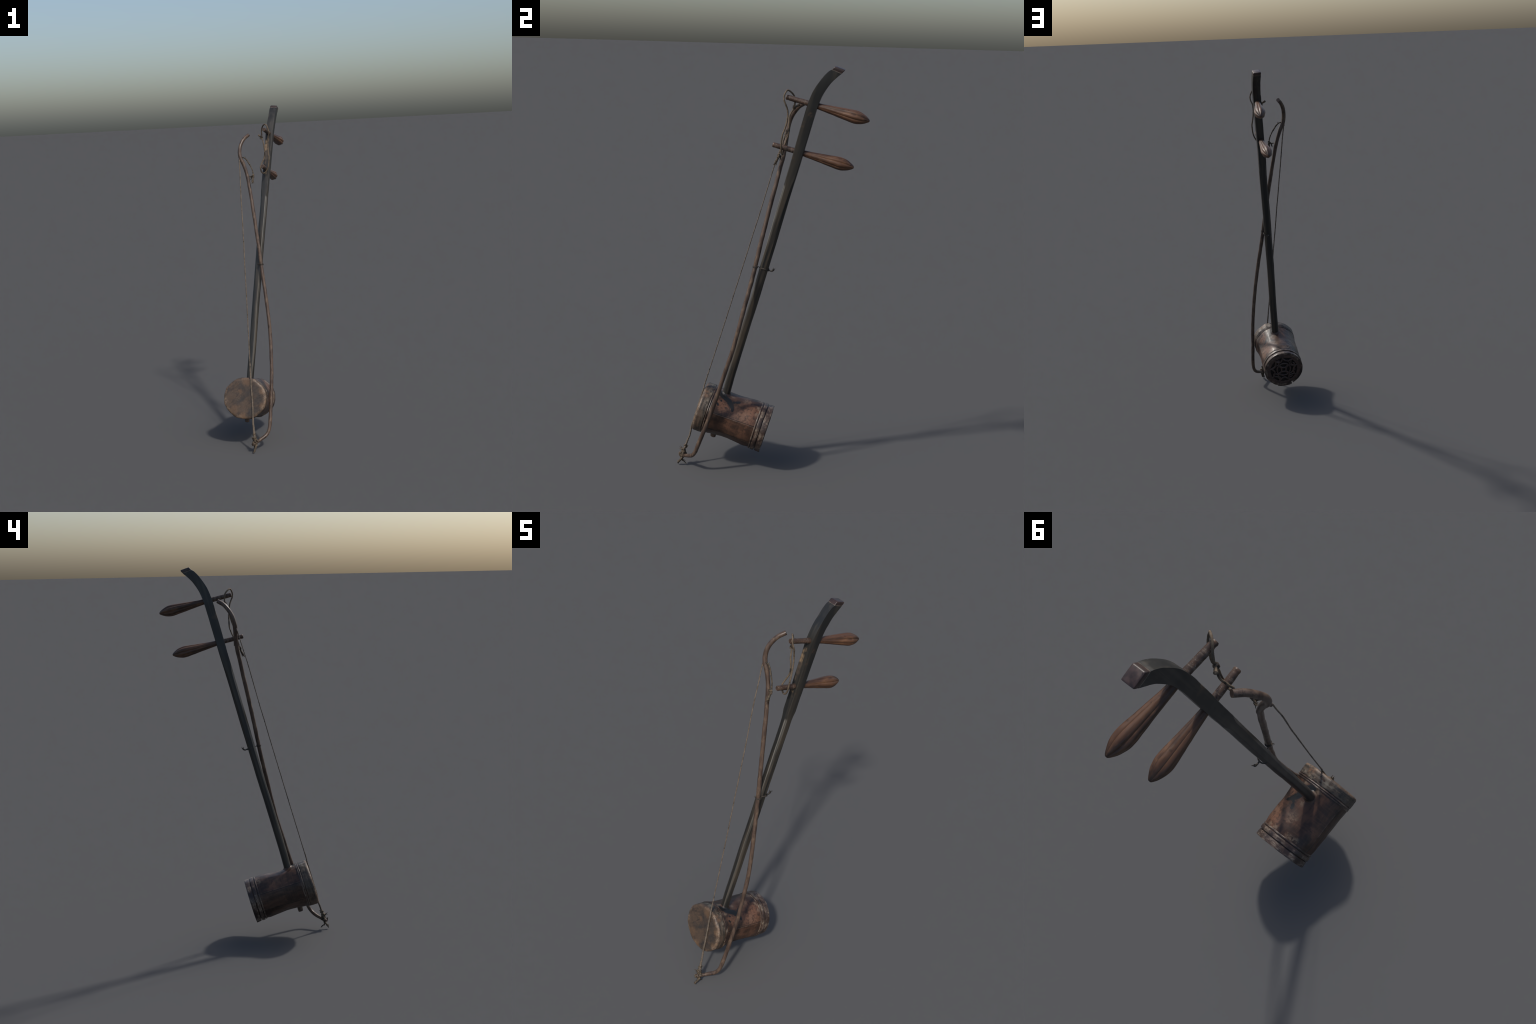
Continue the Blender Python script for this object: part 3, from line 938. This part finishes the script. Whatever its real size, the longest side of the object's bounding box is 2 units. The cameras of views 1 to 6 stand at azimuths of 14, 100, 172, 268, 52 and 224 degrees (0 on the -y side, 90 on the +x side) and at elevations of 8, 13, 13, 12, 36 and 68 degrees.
def build_bow():
    rad = lambda u: lerp_table([(0, 0.0106), (0.06, 0.0110), (0.09, 0.0114), (0.105, 0.0114), (0.13, 0.0104), (0.3, 0.0105), (0.6, 0.0105), (0.8, 0.0104), (0.93, 0.0102),
                                (0.985, 0.0090), (1, 0.0078)], u)
    tube('bow_stick', STICK, rad, M_BOW, bow, sides=24, step=0.004, lump=0.0011, lump_scale=26)
    # small side spur at the nose where the hair is tied, and a split stub at the heel
    tube('stick_spur', [(-0.0660, 0.0480, 1.6950), (-0.0700, 0.0430, 1.6830), (-0.0722, 0.0395, 1.6715)], lambda u: 0.0088 * (1 - 0.45 * u), M_BOW, bow,
         sides=12, step=0.003, lump=0.0008, lump_scale=80, round_ends=0.003)
    tube('stick_stub', [(0.0560, -0.4080, 0.0560), (0.0470, -0.4210, 0.0530), (0.0410, -0.4300, 0.0520)], 0.0052, M_BOW, bow,
         sides=12, step=0.003, lump=0.001, lump_scale=80, round_ends=0.002)
    # hair: one twisted hank from the spur, over the face of the skin, to the heel
    hair = [(-0.0700, 0.0420, 1.6860), (-0.0710, 0.0350, 1.6700)]
    top = Vector((0.0245, -0.3165, 0.4195))
    start = Vector(hair[-1])
    for i in range(1, 16):
        t = i / 16
        p = start.lerp(top, t)
        p += Vector((0.0004, 0.0013, 0)) * math.sin(math.pi * t ** 1.6) - Vector((0, 0.0030, 0)) * math.exp(-((t - 0.14) / 0.10) ** 2)
        hair.append(p + Vector((0.0012 * noise.noise(Vector((t * 9, 0, 0))), 0.0012 * noise.noise(Vector((0, t * 9, 3))), 0)))
    lie = [FRONT + UP * u + RT * r - AX * 0.0048 for u, r in ((0.110, 0.0285), (0.070, 0.0330), (0.030, 0.0400), (0.0, 0.0450), (-0.044, 0.0518), (-0.092, 0.0575))]
    hair += [top] + lie + [(0.0430, -0.3815, 0.1640), (0.0470, -0.3910, 0.1370), (0.0500, -0.3985, 0.1134), (0.0535, -0.4075, 0.085), (0.0550, -0.4120, 0.062)]
    tube('bow_hair', hair, lambda u: lerp_table([(0, .0040), (0.03, 0.0031), (0.72, 0.0031), (0.77, 0.0042), (0.9, 0.0052), (0.95, 0.0062), (1, 0.0080)], u), M_HAIR, bow,
         sides=10, step=0.004, lobes=3, lobe_amp=0.16, twist=160, lump=0.0006, lump_scale=60, flat=(AX, 0.75))
    # cord end hanging from the nose
    tail = [(-0.0600, 0.0440, 1.6935), (-0.0500, 0.0450, 1.6938), (-0.0318, 0.0462, 1.6833), (-0.0185, 0.0430, 1.6645), (-0.0061, 0.0390, 1.6450),
            (0.0045, 0.0358, 1.6246), (0.0111, 0.0300, 1.6030), (0.0138, 0.0268, 1.5900), (0.0144, 0.0205, 1.5720), (0.0138, 0.0120, 1.5530), (0.0130, 0.0045, 1.5400)]
    g = [tube_geo(tail, lambda u: lerp_table([(0, .0032), (.3, .0042), (.45, .0030), (.72, .0036), (.8, .0050), (.95, .0062), (1, .0025)], u), sides=10, step=0.003, lobes=2, lobe_amp=0.15, twist=500, lump=0.0012, lump_scale=110)]
    g.append(knot_geo((0.0130, 0.0240, 1.5800), 0.012, 2.2, 0.0034, (0.1, -0.3, -1), 8))
    g.append(tube_geo([(0.012, 0.026, 1.584), (0.0040, 0.0290, 1.5790), (-0.0030, 0.0300, 1.5740)], 0.0036, sides=8, lump=0.0014, lump_scale=140, step=0.003))
    g += frayed((-0.001, 0.0300, 1.5750), (-1, 0.1, 0.1), 0.010, 7, 0.7, 0.0018, 4)
    g += frayed((0.003, 0.0290, 1.5760), (-0.2, 0.1, -1), 0.016, 5, 0.4, 0.0018, 41)
    g += frayed((0.0138, 0.0140, 1.5570), (0, -0.6, -1), 0.020, 9, 0.45, 0.0020, 9)
    g += frayed((0.0132, 0.0060, 1.5420), (0.1, -0.9, -0.3), 0.009, 4, 0.5, 0.0014, 10)
    g += frayed((-0.040, 0.046, 1.692), (0, 0.4, 1), 0.010, 4, 0.8, 0.0016, 19)
    make_mesh('hair_tail', *join_geo(g), M_KNOT, bow, 50)
    # windings and frayed ends at the heel
    g = [knot_geo((0.0545, -0.4105, 0.0790), 0.0160, 3.2, 0.0050, (0.1, -0.1, 1), 1),
         knot_geo((0.0505, -0.4020, 0.1020), 0.0125, 2.2, 0.0038, (0.1, -0.2, 1), 2),
         knot_geo((0.0565, -0.4140, 0.0560), 0.0260, 2.2, 0.0044, (-0.55, -0.75, -0.3), 5),
         tube_geo([(0.0620, -0.4120, 0.0540), (0.0655, -0.4150, 0.0430), (0.0620, -0.4240, 0.0300), (0.0580, -0.4360, 0.0150), (0.0560, -0.4395, 0.0080)],
                  lambda u: 0.0062 - 0.0012 * u, sides=10, step=0.003, lump=0.0022, lump_scale=110, lobes=2, lobe_amp=0.2, twist=180),
         tube_geo([(0.0560, -0.4140, 0.0480), (0.0530, -0.4180, 0.0330), (0.0525, -0.4150, 0.0190)], lambda u: 0.0052 - 0.0018 * u, sides=8, step=0.003,
                  lump=0.002, lump_scale=110)]
    g += frayed((0.0545, -0.4090, 0.0840), (0.9, 0.1, 1), 0.018, 5, 0.4, 0.0020, 21)
    g += frayed((0.0500, -0.4150, 0.0800), (-0.3, -1, 0.8), 0.020, 5, 0.4, 0.0018, 22)
    g += frayed((0.0515, -0.4000, 0.1030), (0.2, 1, 0.1), 0.014, 5, 0.5, 0.0016, 23)
    g += frayed((0.0525, -0.4160, 0.0250), (0.1, 0.9, -0.9), 0.020, 5, 0.35, 0.0020, 24)
    g += frayed((0.0575, -0.4340, 0.0200), (-0.1, -0.25, -0.3), 0.013, 6, 0.8, 0.0020, 25)
    v, f = join_geo(g)
    v = [Vector((p.x, max(p.y, -0.4432), max(p.z, 0.0002))) for p in v]
    make_mesh('heel_knot', v, f, M_KNOT, bow, 50)


M_NECK, M_CAP, M_BODY, M_BAND, M_SKIN = mat_neck(), mat_cap(), mat_body(), mat_band(), mat_skin()
M_PEG = mat_wood('peg_wood', (0.034, 0.0175, 0.0110), (0.094, 0.0450, 0.0240), (0.145, 0.0740, 0.0360), 0.10, 42, 0.44, shaft=0.255)
M_BOW = mat_wood('bow_cane', (0.042, 0.0275, 0.0215), (0.088, 0.059, 0.044), (0.140, 0.097, 0.064), 0.03, 80, 0.36, wear=0.55)
M_STUB = mat_plain('spike_wood', (0.05, 0.03, 0.022), (0.11, 0.07, 0.048))
M_GLUE = mat_plain('pale_glue', (0.06, 0.05, 0.04), (0.14, 0.115, 0.09))
M_GRILLE = mat_plain('grille_wood', (0.032, 0.020, 0.016), (0.072, 0.042, 0.033), 0.5, 50)
M_INSIDE = mat_plain('inside_wood', (0.010, 0.008, 0.007), (0.020, 0.014, 0.011), 0.8)
M_GUT = mat_cord('gut_string', (0.080, 0.060, 0.041), (0.135, 0.102, 0.070), (0.030, 0.025, 0.020), 70)
M_HAIR = mat_cord('horsehair', (0.085, 0.068, 0.052), (0.145, 0.116, 0.090), (0.022, 0.019, 0.016), 60)
M_KNOT = mat_cord('frayed_cord', (0.026, 0.023, 0.018), (0.115, 0.086, 0.058), (0.014, 0.013, 0.011), 130)
M_THREAD = mat_cord('tie_thread', (0.020, 0.019, 0.018), (0.060, 0.050, 0.040), (0.16, 0.13, 0.10), 120)

build_body()
build_skin()
build_bands()
build_grille()
build_neck()
build_pegs()
build_string_loop()
build_tie()
build_bow()
